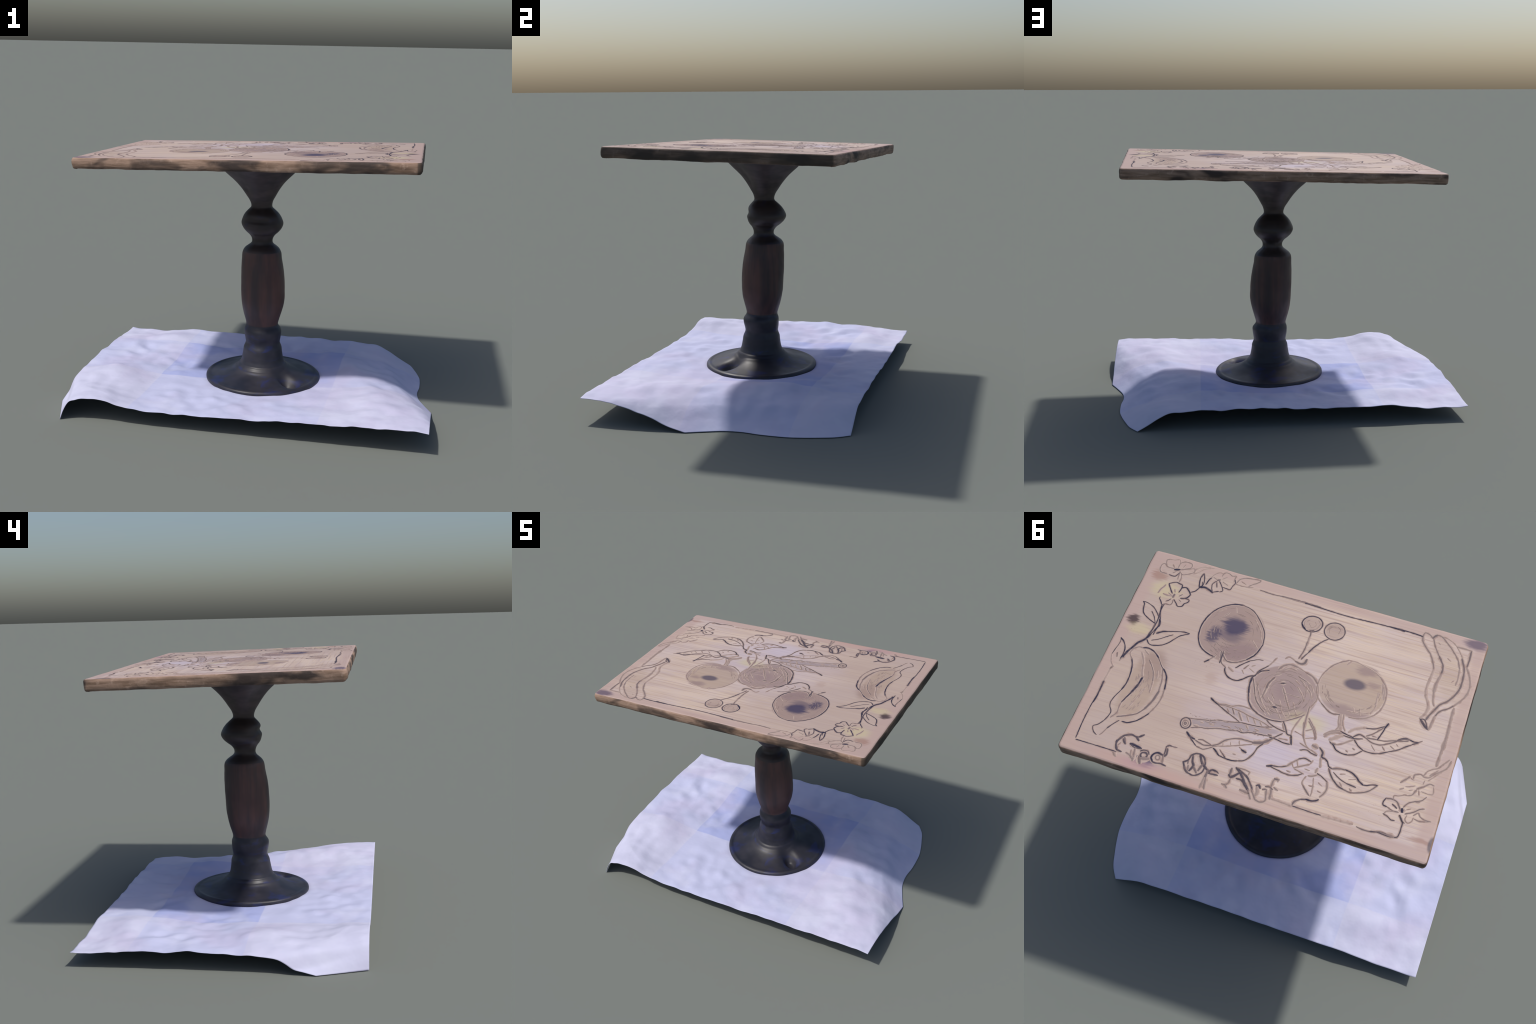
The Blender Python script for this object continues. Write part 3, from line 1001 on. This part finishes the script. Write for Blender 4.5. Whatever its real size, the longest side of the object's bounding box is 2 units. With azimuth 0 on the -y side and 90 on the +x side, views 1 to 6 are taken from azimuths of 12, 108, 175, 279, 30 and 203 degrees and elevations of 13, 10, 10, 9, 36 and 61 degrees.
def spline(pts, closed, step=5.0):
    """Catmull-Rom through the control points, sampled every few millimetres."""
    n = len(pts)
    out = []
    for i in range(n if closed else n - 1):
        p1, p2 = pts[i], pts[(i + 1) % n]
        p0 = pts[i - 1] if (closed or i > 0) else p1 * 2 - p2
        p3 = pts[(i + 2) % n] if (closed or i + 2 < n) else p2 * 2 - p1
        k = max(2, int((p2 - p1).length / step))
        for j in range(k):
            t = j / k
            out.append(0.5 * ((2 * p1) + (p2 - p0) * t + (2 * p0 - 5 * p1 + 4 * p2 - p3) * t * t
                              + (3 * p1 - p0 - 3 * p2 + p3) * t**3))
    out.append(pts[0].copy() if closed else pts[-1].copy())
    return out


def tone_slot(t):
    return min(range(len(TONES)), key=lambda k: abs(TONES[k] - t))


def band(verts, faces, slots, pts, width, height, slot, seed, point):
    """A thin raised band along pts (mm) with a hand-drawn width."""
    s, n = len(verts), len(pts)
    for i, p in enumerate(pts):
        d = (pts[min(i + 1, n - 1)] - pts[max(i - 1, 0)])
        d = d.normalized() if d.length > 1e-6 else Vector((1, 0))
        side = Vector((-d.y, d.x))
        w = width * (1.0 + 0.4 * noise.noise(Vector((p.x * 0.045, p.y * 0.045, seed))))
        wob = side * 0.9 * noise.noise(Vector((p.x * 0.08, p.y * 0.08, seed + 9)))
        w *= point if i in (0, n - 1) else 1
        for f, h in ((-1, -0.4), (-0.82, 1), (0.82, 1), (1, -0.4)):
            q = p + wob + side * (f * w * 0.5)
            verts.append((q.x / 1000, q.y / 1000, h * height / 1000))
    for i in range(n - 1):
        for k in range(3):
            a = s + i * 4 + k
            faces.append((a, a + 4, a + 5, a + 1))
            slots.append(slot)


for index, (name, strokes) in enumerate(MOTIFS):
    verts, faces, slots = [], [], []
    for k, (width, tone, pts, closed, halo) in enumerate(strokes):
        path = spline(pts, closed)
        if name == "engraved_lettering":
            width, tone = width * 1.2, min(1, tone * 1.1)
        lift = 0.02 * (k % 7)
        soft = 2.3 if tone > 0.5 else 1.7
        layers = ((soft, 2.0, 0.2, 0.2), (1.45, 0.8, 0.55, 0.36), (0.95, 0.3, 1.0, 0.52))
        if not halo:
            tone, layers = 0.35 + 0.5 * tone, layers[2:]
        elif not closed:      # run on a little so that strokes meet
            path[0] = path[0] + (path[0] - path[1]).normalized() * width * 0.5
            path[-1] = path[-1] + (path[-1] - path[-2]).normalized() * width * 0.5
        for grow, extra, share, height in layers:
            band(verts, faces, slots, path, width * grow + extra, height + lift, tone_slot(min(0.95, tone * share)),
                 k, 1 if closed else 0.55)
    ob = new_object(name, mesh_from(name, verts, faces, True, slots), slab, LINE_MATERIALS)
    ob.matrix_parent_inverse = Matrix.Identity(4)

# --- turned column: one loft, parted at its grooves and below the dark shoulder
# arc parameter follows the silhouette from the flare down to the rim: (z, radius)
PROFILE = [(1.316, 0.262), (1.285, 0.226), (1.247, 0.186), (1.200, 0.136), (1.164, 0.107), (1.127, 0.083), (1.095, 0.064),
           (1.072, 0.0578), (1.062, 0.0590), (1.045, 0.0745), (1.026, 0.0925), (0.999, 0.1085), (0.971, 0.1165),
           (0.946, 0.1085), (0.925, 0.0915), (0.907, 0.0715), (0.888, 0.0600), (0.872, 0.0575), (0.858, 0.0630),
           (0.843, 0.0810), (0.829, 0.0970), (0.811, 0.1075), (0.770, 0.1120), (0.710, 0.1185), (0.640, 0.1220),
           (0.560, 0.1215), (0.510, 0.1165), (0.460, 0.1050), (0.420, 0.0930), (0.403, 0.0895), (0.392, 0.0910),
           (0.375, 0.1000), (0.361, 0.1030), (0.335, 0.1010), (0.310, 0.0970), (0.297, 0.0955), (0.284, 0.0985),
           (0.265, 0.1060), (0.240, 0.1095), (0.215, 0.1135), (0.195, 0.1180), (0.180, 0.1240), (0.175, 0.1255),
           (0.172, 0.1310), (0.162, 0.1400), (0.158, 0.1425), (0.155, 0.1480), (0.143, 0.1640), (0.131, 0.1900),
           (0.121, 0.2200), (0.1145, 0.2500), (0.1095, 0.2800), (0.1080, 0.2930), (0.1095, 0.3040), (0.1070, 0.3140),
           (0.1000, 0.3215), (0.0900, 0.3225), (0.0760, 0.3190)]
AXIS_Z = [0.07, 0.215, 0.30, 0.36, 0.403, 0.538, 0.673, 0.812, 0.873, 0.969, 1.072, 1.25]
axis_x = smooth_curve(AXIS_Z, [0.043, 0.036, 0.036, 0.036, 0.029, 0.030, 0.025, 0.017, 0.019, 0.014, 0.011, -0.004])
axis_y = smooth_curve(AXIS_Z, [-0.014, -0.014, -0.012, -0.014, -0.009, -0.007, -0.003, 0.005, 0.0, 0.013, 0.002, 0.003])
SEGMENTS = 144
PARTS = [("flared_bracket", 1.066, FLARE_WOOD), ("turned_knob", 0.817, KNOB_WOOD), ("column_shaft", 0.402, SHAFT_WOOD),
         ("collar_ring", 0.297, FOOT_WOOD), ("bell_foot", -1, FOOT_WOOD)]


def build_column():
    arc = [0.0]
    for p, q in zip(PROFILE, PROFILE[1:]):
        arc.append(arc[-1] + math.hypot(q[0] - p[0], q[1] - p[1]))
    fz = smooth_curve(arc, [p[0] for p in PROFILE])
    fr = smooth_curve(arc, [p[1] for p in PROFILE])
    rows = int(arc[-1] / 0.005)
    verts, faces, heights = [], [], []
    for k in range(rows + 1):
        s = arc[-1] * k / rows
        z, r = fz(s), fr(s)
        heights.append(z)
        square = min(1, max(0, (z - 1.085) / 0.09))
        square = square * square * (3 - 2 * square)
        cx, cy = axis_x(z), axis_y(z)
        for i in range(SEGMENTS):
            t = math.tau * i / SEGMENTS
            rr = r
            # four-cornered flare under the top, corners towards the corners of the slab
            c = abs(math.cos(2 * (t - math.radians(8))))
            rr *= 1 - square * 0.13 * (1 - c**1.6)
            # chipped hollow on the -y face of the knob
            da = (math.degrees(t) - 268 + 180) % 360 - 180
            rr -= 0.017 * math.exp(-(da / 38)**2 - ((z - 0.992) / 0.017)**2)
            rr -= 0.008 * math.exp(-(da / 45)**2 - ((z - 0.955) / 0.03)**2)
            zz = z
            # pressed hollow in the bell foot towards +x,-y
            if z < 0.17:
                x0, y0 = rr * math.cos(t) - 0.172, rr * math.sin(t) + 0.135
                u, v = x0 * 0.79 - y0 * 0.61, x0 * 0.61 + y0 * 0.79
                zz -= 0.062 * math.exp(-(u / 0.062)**2 - (v / 0.036)**2) * min(1, max(0, (0.305 - r) / 0.03))
                zz = max(zz, 0.0700) if r < 0.31 else zz
            amp = 0.0022 if 0.3 < z < 1.0 else 0.0012
            rr += amp * lumps(math.cos(t) * 1.4, math.sin(t) * 1.4, z * 7)
            verts.append((cx + rr * math.cos(t), cy + rr * math.sin(t), zz))
    for k in range(rows):
        for i in range(SEGMENTS):
            j = (i + 1) % SEGMENTS
            faces.append((k * SEGMENTS + i, (k + 1) * SEGMENTS + i, (k + 1) * SEGMENTS + j, k * SEGMENTS + j))
    whole = mesh_from("column", [tuple(to_table @ Vector(v)) for v in verts], faces)
    normals = [v.normal.copy() for v in whole.vertices]
    top = 0
    for name, low, material in PARTS:
        bottom = next((k for k in range(top + 1, rows) if heights[k] <= low), rows)
        sub_v = [whole.vertices[i].co[:] for i in range(top * SEGMENTS, (bottom + 1) * SEGMENTS)]
        sub_f = [tuple(i - top * SEGMENTS for i in f) for f in faces[top * SEGMENTS:bottom * SEGMENTS]]
        me = mesh_from(name, sub_v, sub_f)
        me.normals_split_custom_set_from_vertices(normals[top * SEGMENTS:(bottom + 1) * SEGMENTS])
        ob = new_object(name, me, table, (material,))
        ob.matrix_parent_inverse = Matrix.Identity(4)
        top = bottom
    bpy.data.meshes.remove(whole)


build_column()

# --------------------------------------------------------------- the sheet
# heights of the cloth along its four sides, before the drooping ends
side_front = smooth_curve([-0.99, -0.79, -0.70, -0.577, -0.384, -0.18, 0.12, 0.38, 0.60, 0.77, 0.90, 1.0],
                          [0.125, 0.128, 0.133, 0.104, 0.088, 0.093, 0.100, 0.113, 0.119, 0.129, 0.135, 0.124])
side_back = smooth_curve([-1.0, -0.90, -0.80, -0.70, -0.60, -0.30, -0.07, 0.04, 0.27, 0.50, 0.80],
                         [0.076, 0.068, 0.064, 0.081, 0.095, 0.093, 0.091, 0.104, 0.104, 0.101, 0.100])
side_left = smooth_curve([-0.70, -0.30, -0.14, 0.0, 0.11, 0.25, 0.35, 0.435, 0.54, 0.60, 0.68],
                         [0.125, 0.090, 0.084, 0.092, 0.098, 0.089, 0.097, 0.091, 0.080, 0.071, 0.075])
side_right = smooth_curve([-0.70, -0.50, -0.30, 0.0, 0.35, 0.70], [0.124, 0.124, 0.112, 0.108, 0.104, 0.100])
# where the +x end would reach the ground, and how the droop bends
droop_x = smooth_curve([-0.70, -0.575, -0.40, -0.29, -0.21, -0.12, -0.02, 0.075, 0.167, 0.252, 0.384, 0.47, 0.554, 0.624, 0.70],
                       [1.30, 1.19, 1.117, 1.080, 1.033, 0.997, 0.952, 0.916, 0.905, 0.912, 0.908, 0.890, 0.864, 0.838, 0.786])
droop = smooth_curve([0.0, 0.03, 0.06, 0.115, 0.15, 0.21, 0.30], [0.0, 0.17, 0.35, 0.70, 0.87, 0.99, 1.0])
corner_left = smooth_curve([0.0, 0.018, 0.036, 0.048, 0.061, 0.080, 0.11, 0.16], [0.0, 0.13, 0.27, 0.52, 0.74, 0.87, 0.95, 1.0])
corner_front = smooth_curve([0.0, 0.018, 0.046, 0.08, 0.12, 0.16], [0.0, 0.40, 0.78, 0.90, 0.97, 1.0])


def sheet_height(x, y):
    u = min(1, max(0, (x + 1) / 2))
    v = min(1, max(0, (y + 0.69) / 1.38))
    f, b, l, r = side_front(x), side_back(x), side_left(y), side_right(y)
    f0, f1, b0, b1 = side_front(-0.99), side_front(1.0), side_back(-1.0), side_back(0.8)
    # each side's shape dies away quickly inside; the middle is a calm plateau
    wf, wb = math.exp(-(v / 0.16)**1.5), math.exp(-((1 - v) / 0.16)**1.5)
    wl, wr = math.exp(-(u / 0.13)**1.5), math.exp(-((1 - u) / 0.22)**1.5)
    mid = 0.089
    total = wf + wb + wl + wr
    edge = (wf * f + wb * b + wl * l + wr * r) / max(total, 1e-6)
    k = min(1, total)
    z = mid * (1 - k) + edge * k
    inner = min(1, 6 * min(v, 1 - v)) * min(1, 9 * u) * min(1, 9 * (1 - u))
    calm = 1 - math.exp(-((math.hypot(x - 0.04, y + 0.01) / 0.36)**4))
    z += inner * calm * (0.006 * lumps(x * 2.6, y * 2.6, 3.0, 2) + 0.012 * lumps(x * 5.0, y * 5.0, 8.0, 1) + 0.014 * lumps(x * 12.5, y * 12.5, 2.0, 1) * (0.6 + 0.8 * lumps(x * 3, y * 3, 6.0, 1)))
    z += (1 - inner) * 0.006 * lumps(x * 10, y * 10, 4.0, 2)
    # a long fold before the drooping end, humps by the -x corners, a hollow between
    if x > 0:
        fold = interp(y, [-0.6, -0.25, 0.1, 0.35, 0.6], [0.80, 0.71, 0.55, 0.43, 0.36])
        z += 0.029 * math.exp(-((x - fold) / (0.16 if x < fold else 0.12))**2) * min(1, 3.5 * min(v, 1 - v))
    z += 0.034 * math.exp(-((x + 0.80) / 0.13)**2 - ((y + 0.19) / 0.13)**2)
    z += 0.020 * math.exp(-((x + 0.66) / 0.20)**2 - ((y - 0.50) / 0.10)**2)
    z -= 0.018 * math.exp(-((x + 0.47) / 0.17)**2 - ((y - 0.12) / 0.18)**2)
    stretch = 1 + 0.45 * math.exp(-((y - 0.38) / 0.17)**2)
    z *= droop(max(0, droop_x(y) - x) / stretch)
    d = (x + 0.995) * 0.933 + (y + 0.429) * 0.359
    t = min(1, max(0, (-0.43 - y) / 0.26))
    z *= (1 - t) * corner_left(max(0, d)) + t * corner_front(max(0, d)) if d < 0.16 else 1
    # pressed flat under the foot
    p = math.exp(-(math.hypot(x - 0.043, y + 0.014) / 0.305)**14)
    return max(z * (1 - p) + 0.060 * p, 0.0)


def build_sheet(cols=300, rows=200):
    verts, faces = [], []
    ease = lambda t: t - 0.09 * math.sin(math.tau * t)      # denser towards the ends
    for j in range(rows + 1):
        yy = -0.69 + 1.38 * j / rows
        left = max(-0.9895 - 0.0095 * yy, -0.995 + (-0.429 - yy) * 0.385)
        right = min(0.9935 - 0.0095 * yy, droop_x(yy))
        for i in range(cols + 1):
            x = left + (right - left) * ease(i / cols)
            y = yy + 0.0093 * x
            verts.append((x, y, sheet_height(x, yy)))
    for j in range(rows):
        for i in range(cols):
            a = j * (cols + 1) + i
            faces.append((a, a + 1, a + cols + 2, a + cols + 1))
    return mesh_from("ground_sheet", verts, faces)


sheet = new_object("ground_sheet", build_sheet(), None, (sheet_cloth(),))
sheet["label"] = "crumpled white cloth sheet tinted lavender blue"
sheet["category"] = "cloth sheet"
thick = sheet.modifiers.new("thickness", "SOLIDIFY")
thick.thickness = 0.002
thick.offset = 1.0
